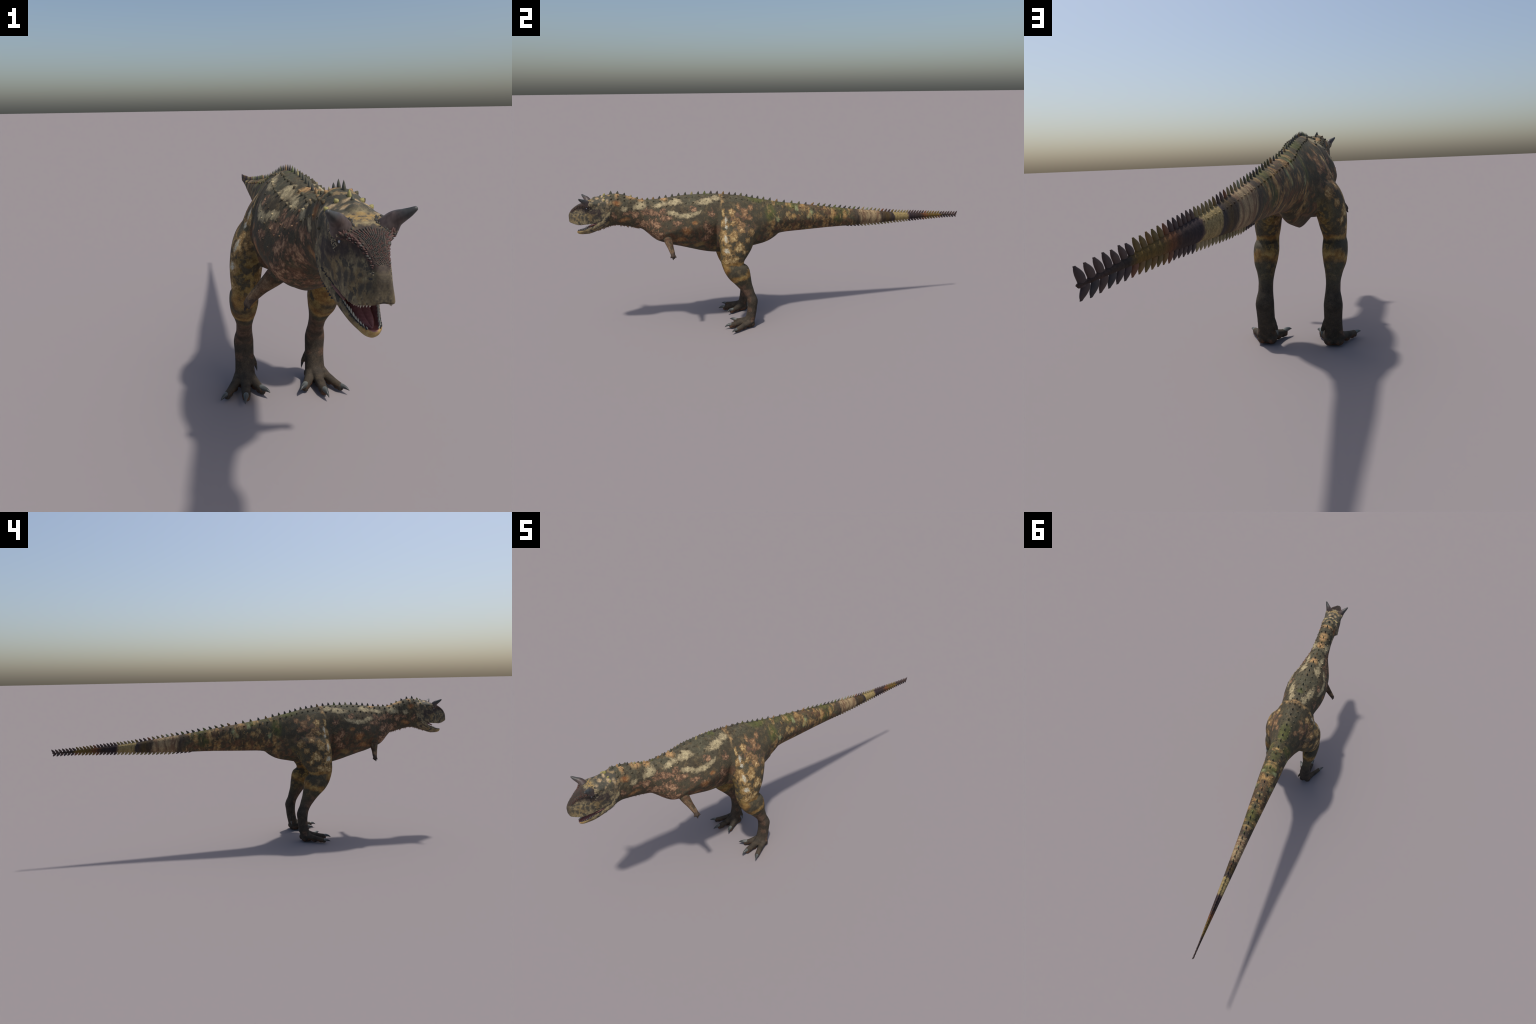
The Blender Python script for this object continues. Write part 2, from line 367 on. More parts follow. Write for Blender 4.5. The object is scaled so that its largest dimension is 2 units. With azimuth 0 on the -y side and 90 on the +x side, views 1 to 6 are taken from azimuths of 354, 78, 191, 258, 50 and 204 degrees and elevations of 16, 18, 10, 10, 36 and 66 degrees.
    def patches(s, vec, L, soft=.35, x=None):
        out = None
        for q in L:                                                              # skip markings outside this part
            yc, yr = (q[0], q[2]) if len(q) == 5 else (q[1], q[4])
            if hasattr(s, "window") and not (s.window[0] - yr * 1.6 < yc < s.window[1] + yr * 1.6): continue
            if len(q) == 5: c, r, a = (0, q[0], q[1]), (9, q[2], q[3]), q[4]     # side marking: y, z, ry, rz, tilt
            else: c, r, a = q[:3], q[3:6], 0                                     # marking in all three directions
            m = s.patch(vec, c, r, a, soft)
            out = m if out is None else s.math("MAXIMUM", out, m)
        return 0.0 if out is None else out
    def finish(s, color, rough=.72, spec=.3, bump=None, strength=.2, dist=.001):
        s._in(s.bsdf.inputs["Base Color"], color); s._in(s.bsdf.inputs["Roughness"], rough); s.bsdf.inputs["Specular IOR Level"].default_value = spec
        if bump is not None:
            b = s.n("ShaderNodeBump"); b.inputs["Strength"].default_value = strength; b.inputs["Distance"].default_value = dist
            s.l(bump, b.inputs["Height"]); s.l(b.outputs[0], s.bsdf.inputs["Normal"])
        return s.mat

# markings: (y, z, ry, rz, tilt) in the side view, (x, y, z, rx, ry, rz) elsewhere
CREAM = [(-.680, .632, .030, .017, 15), (-.590, .630, .040, .0075, 14), (-.520, .641, .036, .011, 8), (-.375, .642, .050, .012, 6), (-.330, .648, .022, .010, 0),
         (-.520, .594, .036, .009, -10), (-.470, .584, .044, .012, 3), (-.420, .594, .030, .009, 22), (-.748, .624, .018, .010, 15), (-.393, .640, .018, .008, 30)]
PEACH = [(0, -.567, .66, .026, .017, .03), (0, -.716, .665, .020, .024, .016), (0, -.672, .655, .030, .013, .022), (0, -.779, .69, .042, .009, .022), (.020, -.838, .675, .016, .008, .014),
         (.034, -.818, .655, .010, .009, .024), (.020, -.868, .672, .009, .010, .008), (.012, -.845, .685, .010, .007, .012)]
ORANGE = [(-.776, .650, .016, .012, 0), (-.472, .512, .020, .018, 20), (-.508, .468, .022, .012, 10), (-.548, .462, .016, .008, 0), (-.755, .568, .024, .009, 5), (-.432, .549, .012, .009, 0)]
REDDISH = [(-.568, .572, .030, .017, 15), (-.615, .548, .034, .022, -30), (-.700, .593, .026, .016, 0), (-.640, .600, .042, .018, -15), (-.472, .522, .018, .018, 20), (-.515, .550, .022, .013, 0),
           (-.372, .510, .022, .038, 25), (-.350, .585, .020, .018, 0), (-.736, .603, .026, .010, 15), (-.670, .545, .036, .022, -20), (-.612, .495, .036, .030, -35), (-.393, .462, .030, .014, 10),
           (-.590, .600, .030, .013, 10), (-.797, .590, .010, .018, 0), (-.440, .610, .020, .012, 0)]
OLIVE = [(-.415, .432, .026, .012, 12), (-.340, .400, .010, .010, 0), (-.480, .436, .014, .006, 0)]
TAILPALE = [(-.022, .532, .008, .015, 20), (.078, .578, .010, .010, 0), (.146, .545, .010, .020, -30)]
TAILORANGE = [(0, -.040, .61, .030, .008, .018), (0, .030, .6, .026, .007, .02), (0, .112, .58, .04, .011, .030), (.036, .137, .555, .02, .011, .025), (.0, .232, .56, .03, .006, .02), (.03, .200, .545, .02, .007, .014),
              (.03, .225, .487, .03, .008, .026), (.03, .268, .535, .02, .011, .022), (.03, .246, .505, .02, .007, .020), (.03, .272, .485, .03, .006, .020), (.03, .335, .527, .02, .010, .025), (.04, .150, .470, .03, .010, .014),
              (.05, -.048, .490, .03, .010, .035), (.05, -.06, .45, .03, .014, .025), (.04, .020, .470, .03, .020, .016), (.045, .055, .540, .02, .012, .011), (.036, .183, .535, .02, .008, .015), (.04, .08, .475, .03, .014, .018)]
GREEN = [(-.060, .560, .022, .040, 0), (.295, .508, .026, .024, 0), (.325, .535, .030, .014, 0), (.06, .590, .03, .012, 0), (0, -.120, .635, .030, .055, .022), (0, -.02, .6, .02, .04, .03), (0, .3, .55, .02, .05, .02), (0, -.365, .67, .018, .016, .02)]
THIGH = [(-.256, .580, .015, .015, 0), (-.298, .586, .009, .015, 0), (-.300, .538, .020, .020, 10), (-.257, .482, .019, .023, -20), (-.300, .474, .016, .030, 0), (-.232, .428, .020, .019, 0), (-.288, .408, .020, .020, 0),
         (-.270, .366, .036, .018, 5), (-.233, .548, .014, .012, 30), (-.216, .530, .020, .011, -30), (-.194, .577, .016, .014, 0), (-.160, .596, .012, .009, 0), (-.168, .487, .014, .014, 0), (-.222, .607, .009, .011, 0),
         (-.218, .508, .014, .016, 30), (-.210, .398, .014, .012, 0), (-.255, .535, .014, .010, 0), (-.190, .455, .010, .012, 0), (-.285, .440, .010, .008, 0), (-.170, .552, .016, .010, 0)]
THIGHPALE = [(-.288, .552, .0045, .014, 0), (-.286, .522, .005, .010, 0), (-.292, .412, .010, .010, 0), (-.296, .470, .008, .012, 0)]
KNEE = [(-.232, .272, .052, .012, 8), (-.300, .322, .016, .030, 0), (-.190, .292, .014, .016, 0), (-.262, .256, .022, .014, 40), (-.240, .345, .06, .009, 0)]
SHANK = [(-.205, .186, .020, .022, 0), (-.190, .150, .010, .012, 0), (-.188, .095, .008, .010, 0), (-.225, .215, .020, .014, 20), (-.176, .045, .010, .012, 0)]

ARMTAN = [(-.570, .457, .0085, .014, 0), (-.562, .440, .006, .010, 20), (-.546, .464, .005, .012, 0), (-.548, .4285, .012, .0085, 0)]
def hide(name, leg=False, lighter=1.0, ylo=-9, yhi=9, arm=False):
    s = Net(name); s.window = (ylo, yhi)
    w1 = s.warp(.026, 26, detail=4); w2 = s.warp(.007, 210, s.warp(.016, 75, w1, 2, (3, 1, 2)), 2, (5, 1, 1))
    n1 = s.noise(11, 4, off=(5, 2, 1)); n2 = s.noise(38, 4, w1, off=(1, 7, 3)); n3 = s.noise(95, 3, off=(2, 2, 8)); n4 = s.noise(170, 2, off=(6, 1, 8))
    q = s.math("MULTIPLY_ADD", n3, 1.1, s.math("MULTIPLY_ADD", n2, .9, s.math("MULTIPLY_ADD", n4, .7, -1.35)))     # ragged, grainy edges for the markings
    base = s.ramp(n1, [(.30, (.055, .043, .028)), (.5, (.065, .055, .036)), (.68, (.066, .060, .038))])
    mot = s.math("MULTIPLY", s.step(s.noise(44, 3, w1, off=(8, 2, 5)), .51, .62), .45)
    base = s.mix(mot, base, s.ramp(n3, [(.36, (.090, .060, .031)), (.6, (.175, .128, .066))]))
    if not leg:
        under = s.step(s.z, .56, .50); tail = s.step(s.y, .0, .08)
        brown = s.math("MULTIPLY", s.step(n2, .46, .60), s.math("MAXIMUM", s.math("MULTIPLY", under, .75), s.math("MULTIPLY", tail, .55)))
        base = s.mix(brown, base, s.ramp(n3, [(.35, (.105, .052, .030)), (.65, (.150, .082, .045))]))
        up = s.math("MULTIPLY", s.step(n3, .42, .58), s.step(s.z, .60, .64)); base = s.mix(s.math("MULTIPLY", up, .4), base, (.10, .095, .062))
        m = s.patches(w2, REDDISH, .85); red = s.step(s.math("ADD", m, s.math("MULTIPLY", q, 1.5)), .42, .85); core = s.step(s.math("ADD", m, s.math("MULTIPLY", q, 2.0)), .75, 1.5)
        base = s.mix(s.math("MULTIPLY", red, .88), base, s.mix(core, s.ramp(n3, [(.36, (.115, .060, .038)), (.62, (.190, .105, .062))]), (.40, .245, .140)))
        base = s.mix(s.math("MULTIPLY", s.patches(w2, ORANGE, .6), .85), base, s.ramp(n3, [(.36, (.23, .085, .03)), (.6, (.33, .19, .08))]))
        base = s.mix(s.math("MULTIPLY", s.patches(w2, OLIVE, .5), .85), base, (.20, .135, .055))
        base = s.mix(s.math("MULTIPLY", s.patches(w2, GREEN, .6), .75), base, s.ramp(n2, [(.38, (.058, .056, .026)), (.62, (.100, .108, .030))]))
        base = s.mix(s.math("MULTIPLY", s.patches(w2, TAILORANGE, .7), s.math("MULTIPLY", s.step(n2, .34, .50), .95)), base, s.ramp(n3, [(.36, (.21, .110, .045)), (.6, (.36, .235, .095))]))
        base = s.mix(s.math("MULTIPLY", s.patches(w2, TAILPALE, .5), .9), base, (.22, .24, .12))
        base = s.mix(s.math("MULTIPLY", s.math("MULTIPLY", s.patches(w2, PEACH, .5), s.step(n3, .30, .46)), .9), base, s.ramp(n3, [(.38, (.34, .185, .085)), (.62, (.42, .27, .115))]))
        band = s.patches(w2, [(0, -.301, .66, .050, .0085, .026), (.052, -.297, .630, .014, .009, .014)], .9); base = s.mix(s.math("MULTIPLY", s.math("MULTIPLY", band, s.step(n3, .26, .55)), .85), base, s.ramp(n3, [(.38, (.26, .145, .065)), (.62, (.38, .25, .11))]))
        fleck = s.math("MULTIPLY", s.math("MULTIPLY", s.step(s.noise(34, 4, w1, (1, 1.5, .8), off=(3, 9, 2)), .555, .64), s.step(s.y, -.16, -.02)), .68); base = s.mix(fleck, base, s.ramp(n3, [(.36, (.20, .115, .048)), (.62, (.33, .235, .105))]))
        grain = s.step(s.voronoi(300), .15, .75)
        m = s.patches(w2, CREAM, .70); f = s.step(s.math("ADD", m, s.math("MULTIPLY", q, .8)), .30, .72); core = s.step(s.math("ADD", m, q), .60, 1.25)
        base = s.mix(s.math("MULTIPLY", f, .95), base, s.mix(s.math("MULTIPLY", grain, .5), s.mix(core, (.235, .190, .112), (.44, .365, .215)), s.mix(core, (.17, .135, .080), (.30, .245, .14))))
        if yhi > .3:
         # rings towards the tip of the tail
         q = s.n("ShaderNodeSeparateXYZ"); s.l(w2, q.inputs[0]); t = s.math("ADD", q.outputs[1], s.math("MULTIPLY", s.math("SUBTRACT", s.z, .5), .25))
         tan = s.mix(s.step(s.noise(1, 2, w1, (30, 95, 14)), .42, .58), (.15, .095, .058), (.27, .20, .115))
         khaki = s.mix(grain, (.29, .225, .105), (.20, .15, .065))
         band1 = s.math("MULTIPLY", s.step(t, .412, .430), s.step(t, .548, .535)); band2 = s.math("MULTIPLY", s.step(t, .615, .625), s.step(t, .706, .692))
         plain = s.ramp(t, [(.0, (.04, .03, .03)), (.40, (.06, .048, .036)), (.54, (.045, .034, .028)), (.580, (.075, .050, .022)), (.610, (.040, .032, .030)), (.69, (.090, .052, .052)), (.712, (.028, .020, .024)), (.775, (.040, .026, .022)),
                            (.800, (.125, .050, .020)), (.830, (.090, .060, .018)), (.885, (.130, .080, .018)), (.905, (.034, .026, .020)), (.96, (.045, .028, .024))])
         ring = s.mix(band2, s.mix(band1, plain, tan), khaki)
         base = s.mix(s.step(t, .375, .415), base, ring)
         # long streaks across the tail
         st = s.noise(1, 3, w1, (18, 120, 12)); base = s.mix(s.math("MULTIPLY", s.step(s.y, -.10, .05), .55), base, s.mix(1.0, base, s.ramp(st, [(.35, (.62, .60, .58)), (.6, (1.25, 1.2, 1.1))]), "MULTIPLY"))
    else:
        ochre = s.math("MULTIPLY", s.math("MULTIPLY", s.step(n2, .44, .53), .92), s.math("MULTIPLY", s.step(s.ax, .125, .085), s.math("MULTIPLY", s.step(s.z, .20, .30), s.step(s.z, .49, .42))))
        fr = s.math("MULTIPLY", s.step(s.math("ADD", s.y, .312), .022, -.004), s.math("MULTIPLY", s.step(s.z, .25, .33), s.step(s.z, .50, .40)))
        ochre = s.math("MAXIMUM", ochre, s.math("MULTIPLY", fr, s.step(n2, .44, .53)))
        base = s.mix(ochre, base, s.ramp(n3, [(.36, (.120, .074, .022)), (.6, (.245, .172, .062))]))
        low = s.step(s.z, .24, .17)
        base = s.mix(s.math("MULTIPLY", low, .8), base, s.ramp(n2, [(.36, (.031, .025, .020)), (.6, (.053, .041, .031))]))
        pink = s.math("MULTIPLY", s.step(n2, .52, .60), s.math("MULTIPLY", s.math("MULTIPLY", s.step(s.z, .46, .52), s.step(s.z, .610, .585)), s.math("MULTIPLY", s.step(s.y, -.125, -.16), s.step(s.y, -.305, -.27)))); base = s.mix(s.math("MULTIPLY", pink, .6), base, (.17, .092, .062))
        grain = s.step(s.voronoi(310), .12, .72)
        m = s.patches(w2, [(a, b, c * 1.2, d * 1.2, e) for a, b, c, d, e in THIGH], .80)
        f = s.step(s.math("ADD", m, s.math("MULTIPLY", q, 1.1)), .28, .80); core = s.step(s.math("ADD", m, s.math("MULTIPLY", q, 1.6)), .65, 1.35); rosy = s.math("MULTIPLY", s.step(s.y, -.275, -.205), s.step(s.z, .46, .55))
        edge = s.mix(rosy, (.225, .135, .052), (.17, .092, .050)); heart = s.mix(rosy, (.57, .420, .195), (.37, .225, .115))
        base = s.mix(s.math("MULTIPLY", f, .95), base, s.mix(s.math("MULTIPLY_ADD", grain, -.45, .45), s.mix(core, edge, heart), (.19, .115, .052)))
        base = s.mix(s.math("MULTIPLY", s.patches(w2, THIGHPALE, .5), .85), base, s.mix(grain, (.56, .56, .50), (.36, .32, .22)))
        base = s.mix(s.math("MULTIPLY", s.patches(w2, KNEE, .5), .9), base, s.ramp(n2, [(.35, (.16, .080, .022)), (.5, (.27, .155, .050)), (.65, (.33, .225, .080))]))
        base = s.mix(s.math("MULTIPLY", s.patches(w2, SHANK, .6), .75), base, s.ramp(n3, [(.36, (.090, .052, .034)), (.6, (.150, .090, .058))]))
        pads = s.math("MULTIPLY", s.step(s.z, .024, .010), s.step(s.noise(60, 2, off=(4, 4, 4)), .42, .58)); base = s.mix(s.math("MULTIPLY", pads, .8), base, (.13, .062, .034))
    if arm:
        s.window = (-9, 9); base = s.mix(1.0, base, (.80, .76, .74), "MULTIPLY"); base = s.mix(s.step(s.z, .432, .415), base, (.060, .043, .032)); base = s.mix(s.math("MULTIPLY", s.patches(w2, ARMTAN, .6), .9), base, s.ramp(n3, [(.36, (.12, .074, .042)), (.62, (.18, .120, .070))]))
        base = s.mix(s.step(s.z, .405, .394), base, (.040, .032, .026))
    fine = s.noise(330, 2); micro = s.voronoi(420)
    g = s.math("MULTIPLY", s.math("MULTIPLY_ADD", fine, 1.1, .45 * lighter), s.math("MULTIPLY_ADD", s.noise(60, 3, off=(9, 1, 1)), .7, .65))
    c = s.n("ShaderNodeCombineXYZ"); [s.l(g, c.inputs[i]) for i in range(3)]
    col = s.mix(1.0, base, c.outputs[0], "MULTIPLY")
    return s.finish(col, .8, .16, s.math("ADD", s.math("MULTIPLY", micro, .6), fine), .25, .0012)

FACE_MASK = [(-.918, .628, .026, .015, 10), (-.893, .618, .030, .014, -10), (-.945, .632, .020, .008, 40), (-.860, .612, .010, .022, 0)]
SPOTS = [(-.880, .590, .012, .010, 0), (-.892, .578, .006, .009, 0), (-.918, .585, .006, .013, 0), (-.936, .590, .006, .010, 0), (-.952, .592, .006, .007, 0), (-.973, .583, .006, .008, 0), (-.985, .590, .006, .006, 0),
         (-.868, .598, .005, .007, 0), (-.855, .585, .006, .010, 0), (-.962, .612, .007, .004, 0), (-.900, .566, .006, .004, 0), (-.845, .608, .007, .005, 0), (-.838, .632, .008, .006, 0), (-.966, .600, .004, .004, 0)]
def head_hide():
    s = Net("head_hide")
    w1 = s.warp(.012, 60, detail=3); n1 = s.noise(55, 4, off=(2, 1, 0)); n2 = s.noise(140, 3, off=(7, 3, 1)); n3 = s.noise(26, 3, off=(1, 1, 4))
    base = s.ramp(n2, [(.33, (.125, .097, .059)), (.5, (.180, .142, .082)), (.68, (.29, .235, .122))])
    base = s.mix(s.math("MULTIPLY", s.step(n3, .52, .62), .5), base, (.19, .125, .048))
    spot = s.math("MULTIPLY", s.step(n1, .53, .59), .92)
    spot = s.math("MAXIMUM", spot, s.math("MULTIPLY", s.step(s.voronoi(120, w1), .30, .16), .7))
    spot = s.math("MAXIMUM", spot, s.math("MULTIPLY", s.patches(w1, SPOTS, .5), .9))
    base = s.mix(spot, base, (.050, .045, .036))
    base = s.mix(s.math("MULTIPLY", s.patches(w1, FACE_MASK, .55), .95), base, s.ramp(n2, [(.35, (.030, .024, .022)), (.65, (.058, .042, .036))]))
    # top of the snout, brow, crown and nape
    line = s.math("ADD", s.z, s.math("MULTIPLY", s.y, -.50))            # distance above the ridge line of the snout
    snout = s.math("MULTIPLY", s.step(line, 1.100, 1.110), s.step(s.y, -.915, -.932))
    base = s.mix(s.math("MULTIPLY", snout, .92), base, s.ramp(n2, [(.35, (.036, .024, .021)), (.65, (.056, .038, .032))]))
    front = s.patches(w1, [(0, -1.000, .590, .021, .024, .026)], .5); base = s.mix(s.math("MULTIPLY", front, .82), base, s.ramp(n2, [(.35, (.045, .036, .026)), (.65, (.080, .064, .042))]))
    gold = s.patches(w1, [(0, -.905, .668, .022, .009, .015), (0, -.898, .665, .030, .006, .012)], .5); base = s.mix(s.math("MULTIPLY", gold, s.step(n2, .36, .56)), base, (.28, .185, .070))
    nape = s.step(s.y, -.895, -.880); nape = s.math("MULTIPLY", nape, s.step(s.z, .628, .648))
    base = s.mix(nape, base, s.ramp(s.noise(70, 3, w1), [(.48, (.058, .054, .040)), (.60, (.085, .075, .052)), (.70, (.26, .18, .10))]))
    back = s.math("MULTIPLY", s.step(s.y, -.840, -.818), s.step(s.math("ADD", s.z, s.math("MULTIPLY", n1, .06)), .632, .662)); base = s.mix(s.math("MULTIPLY", back, .9), base, s.ramp(n1, [(.40, (.060, .056, .042)), (.55, (.064, .055, .040)), (.62, (.24, .17, .085))]))
    blots = s.patches(s.warp(.008, 90, w1), [(.016, -.866, .672, .008, .008, .008), (.026, -.884, .660, .007, .006, .006), (.030, -.838, .662, .010, .006, .018), (.008, -.846, .684, .010, .006, .010), (.036, -.822, .648, .010, .007, .024), (.036, -.860, .648, .010, .006, .006)], .6); base = s.mix(s.math("MULTIPLY", blots, .9), base, s.ramp(n2, [(.36, (.26, .17, .08)), (.62, (.48, .36, .21))]))
    jawtip = s.math("MULTIPLY", s.step(s.y, -.935, -.962), s.step(s.z, .545, .530)); base = s.mix(s.math("MULTIPLY", jawtip, .85), base, s.ramp(n1, [(.38, (.20, .11, .04)), (.5, (.36, .22, .075)), (.65, (.42, .33, .14))]))
    fine = s.noise(420, 2); g = s.math("MULTIPLY_ADD", fine, .9, .50)
    c = s.n("ShaderNodeCombineXYZ"); [s.l(g, c.inputs[i]) for i in range(3)]
    return s.finish(s.mix(1.0, base, c.outputs[0], "MULTIPLY"), .72, .22, s.math("ADD", s.voronoi(500), fine), .14, .0006)

def varied(name, stops, rough=.6, spec=.35, scale=240, by=None):
    """one colour family; each piece takes its own tone"""
    s = Net(name); r = s.n("ShaderNodeObjectInfo").outputs["Random"] if by is None else by(s)
    c = s.ramp(r, stops, "CONSTANT"); g = s.math("MULTIPLY_ADD", s.noise(scale, 2), .8, .6)
    v = s.n("ShaderNodeCombineXYZ"); [s.l(g, v.inputs[i]) for i in range(3)]
    return s.finish(s.mix(1.0, c, v.outputs[0], "MULTIPLY"), rough, spec)

def horn_mat():
    s = Net("horn"); tip = s.math("ADD", s.ax, s.math("MULTIPLY", s.z, 1.0))
    streak = s.noise(1, 3, None, (160, 160, 60)); base = s.mix(s.step(tip, .702, .728), s.ramp(streak, [(.35, (.050, .034, .030)), (.65, (.092, .066, .056))]), s.ramp(streak, [(.35, (.030, .030, .029)), (.65, (.058, .058, .054))]))
    return s.finish(base, .5, .4, streak, .3, .0008)
def claw_mat():
    s = Net("claw"); q = s.n("ShaderNodeSeparateXYZ"); s.l(s.n("ShaderNodeTexCoord").outputs["Generated"], q.inputs[0]); r = s.step(q.outputs[1], .15, .95); g = s.noise(150, 2)
    return s.finish(s.mix(g, s.mix(r, (.026, .028, .027), (.115, .122, .110)), s.mix(r, (.040, .043, .041), (.175, .184, .165))), .42, .45)
def eye_mat():
    s = Net("eye"); d = s.n("ShaderNodeTexCoord"); v = s.n("ShaderNodeVectorMath", operation="DISTANCE"); s.l(d.outputs["Object"], v.inputs[0]); v.inputs[1].default_value = (0, 0, 1)
    return s.finish(s.mix(s.step(v.outputs["Value"], .62, .50), (.012, .010, .009), (.36, .38, .42)), .12, .5)  # pale grey disc is a catchlight painted on the dark eyeball
def flesh_mat():
    s = Net("flesh"); n = s.noise(160, 3)
    return s.finish(s.ramp(n, [(.35, (.20, .078, .070)), (.65, (.30, .128, .112))]), .42, .45)
def tooth_mat():
    s = Net("tooth"); n = s.noise(300, 2); return s.finish(s.ramp(n, [(.3, (.33, .31, .23)), (.7, (.50, .47, .36))]), .35, .5)

DARK, RED, RUST, SAND = (.040, .035, .029), (.105, .041, .033), (.20, .095, .035), (.30, .24, .15)
M = {"hide": hide("torso_hide", yhi=.02, ylo=-.70), "neck_hide": hide("neck_hide", yhi=-.66), "tail_hide": hide("tail_hide", ylo=-.02), "arm_hide": hide("arm_hide", ylo=-5, yhi=-4, arm=True), "leg_hide": hide("leg_hide", True), "head_hide": head_hide(), "horn": horn_mat(), "claw": claw_mat(), "eye": eye_mat(), "flesh": flesh_mat(), "fold": varied("fold", [(0, (.155, .070, .058))]), "tooth": tooth_mat(),
     "spike": varied("spike", [(0, (.050, .046, .036)), (.30, (.064, .062, .042)), (.52, (.088, .082, .034)), (.66, (.058, .046, .036)), (.80, (.20, .120, .048)), (.90, (.115, .125, .045)), (.96, (.26, .215, .10))]),
     "dark_spike": varied("dark_spike", [(0, (.050, .030, .028)), (.45, (.068, .040, .033)), (.85, (.036, .029, .030))]),
     "rust_spike": varied("rust_spike", [(0, (.155, .085, .022)), (.4, (.125, .082, .022)), (.75, (.145, .055, .024))]),
     "khaki_spike": varied("khaki_spike", [(0, (.20, .155, .070)), (.4, (.27, .205, .100)), (.7, (.155, .125, .055)), (.9, (.22, .235, .15))]),
     "yellow_spike": varied("yellow_spike", [(0, (.26, .225, .075))]),
     "dark_scale": varied("dark_scale", [(0, DARK), (.5, (.052, .048, .040))]), "red_scale": varied("red_scale", [(0, RED), (.5, (.080, .038, .030))]),
     "sand_scale": varied("sand_scale", [(0, SAND)]), "black_scale": varied("black_scale", [(0, (.024, .023, .022))]), "throat_scale": varied("throat_scale", [(0, (.21, .105, .042))])}
MAT_OF = dict(torso="hide", neck="neck_hide", tail="tail_hide", thigh="leg_hide", shank="leg_hide", foot="leg_hide", arm="arm_hide", hand="arm_hide", head="head_hide", jaw="head_hide")


def cut(mask, name, mat, parent=None):
    idx = np.nonzero(mask)[0]
    fl = [polys[i] for i in idx]
    used = np.unique(np.concatenate([np.array(p) for p in fl])); lut = np.full(nv, -1); lut[used] = np.arange(len(used))
    me = bpy.data.meshes.new(name)
    me.from_pydata(V[used].tolist(), [], [lut[p].tolist() for p in fl])
    me.polygons.foreach_set("use_smooth", [True] * len(me.polygons))
    me.normals_split_custom_set_from_vertices(N[used].tolist())
    me.update()
    return add(name, me, M[mat], parent)

parts = {}
for r in ("torso", "neck", "tail", "head"):
    parts[r] = cut(region == r, r, MAT_OF[r])
parts["jaw"] = cut(region == "jaw", "jaw", "head_hide")
cut(region == "palate", "palate", "flesh", parts["head"]); cut(region == "mouth_floor", "mouth_floor", "flesh", parts["jaw"])
for side in (1, -1):
    s = np.sign(FC[:, 0]) == side
    t = cut((region == "thigh") & s, "hind_leg", "leg_hide")
    sh = cut((region == "shank") & s, "shank", "leg_hide", t)
    ft = cut((region == "foot") & s, "foot", "leg_hide")
    a = cut((region == "arm") & s, "forelimb", "arm_hide")
    h = cut((region == "hand") & s, "hand", "arm_hide", a)
    parts["foot", side] = ft; parts["leg", side] = t

# ------------------------------------------------------------------ placing on the skin
def hit(o, d):
    r = bvh.ray_cast(Vector(o), Vector(d).normalized())
    return (r[0], r[1]) if r[0] is not None else (None, None)
def from_side(y, z, side=1): return hit((.5 * side, y, z), (-side, 0, 0))
def from_top(x, y): return hit((x, y, 1.2), (0, 0, -1))
def nearest(p):
    r = bvh.find_nearest(Vector(p)); return r[0], r[1]
def from_axis(y, deg, side):
    """skin point at a girth angle (0 = flank, 90 = back) of the trunk"""
    zt, zb, w, k = [float(q) for q in trunk_at(y)]; zc = zb + (zt - zb) * k; a = math.radians(deg)
    p = Vector((side * w * math.cos(a), y, zc + (zt - zc) * math.sin(a))); d = Vector((side * math.cos(a) / w, 0, math.sin(a) / (zt - zc))).normalized()
    return hit(p + d * .06, -d)
def frame(p, n, along, size):
    """placement matrix: local z along n, local y near 'along'"""
    n = Vector(n).normalized(); a = Vector(along); a = (a - n * a.dot(n)).normalized(); b = a.cross(n)
    return Matrix.Translation(p) @ Matrix((b, a, n)).transposed().to_4x4() @ Matrix.Diagonal((*size, 1))
def put(name, me, mat4, parent, material=None):
    o = bpy.data.objects.new(name, me); scene.collection.objects.link(o); o.parent = parent; o.matrix_world = mat4
    if material:
        o.material_slots[0].link = "OBJECT"; o.material_slots[0].material = material
    return o
def spike_mesh(name, lean, blunt, mat, n=12, m=10, tip=.05, full=.85, belly=0.):
    """unit spike: base of radius 1, height 1, leaning along +y"""
    S = Soup(); rings = []; th = np.linspace(0, 2 * math.pi, n, endpoint=False)
    for t in np.concatenate([[-.3], np.linspace(0, 1, m)]):
        tt = max(t, 0); r = max((1 - tt**(1.1 + blunt))**full * (1 + belly * math.sin(math.pi * tt)), tip)
        rings.append(np.stack([r * np.cos(th), r * np.sin(th) + lean * tt**1.5, np.full(n, t)], 1))
    S.loft(rings); me = mesh_of(name, S.v, S.f); me.materials.append(mat); return me

class Stuff:
    """many tiny scales joined into one part"""
    def __init__(s, unit): s.u = np.array([v.co[:] for v in unit.vertices]); s.f = [list(p.vertices) for p in unit.polygons]; s.v = []; s.q = []
    def put(s, m):
        m = np.array(m); b = len(s.v); s.v.extend((s.u @ m[:3, :3].T + m[:3, 3]).tolist()); s.q.extend([[i + b for i in f] for f in s.f])
    def make(s, name, mat, parent):
        if not s.v: return
        o = add(name, mesh_of(name, s.v, s.q), M[mat], parent); o["kind"] = "stuff"; return o

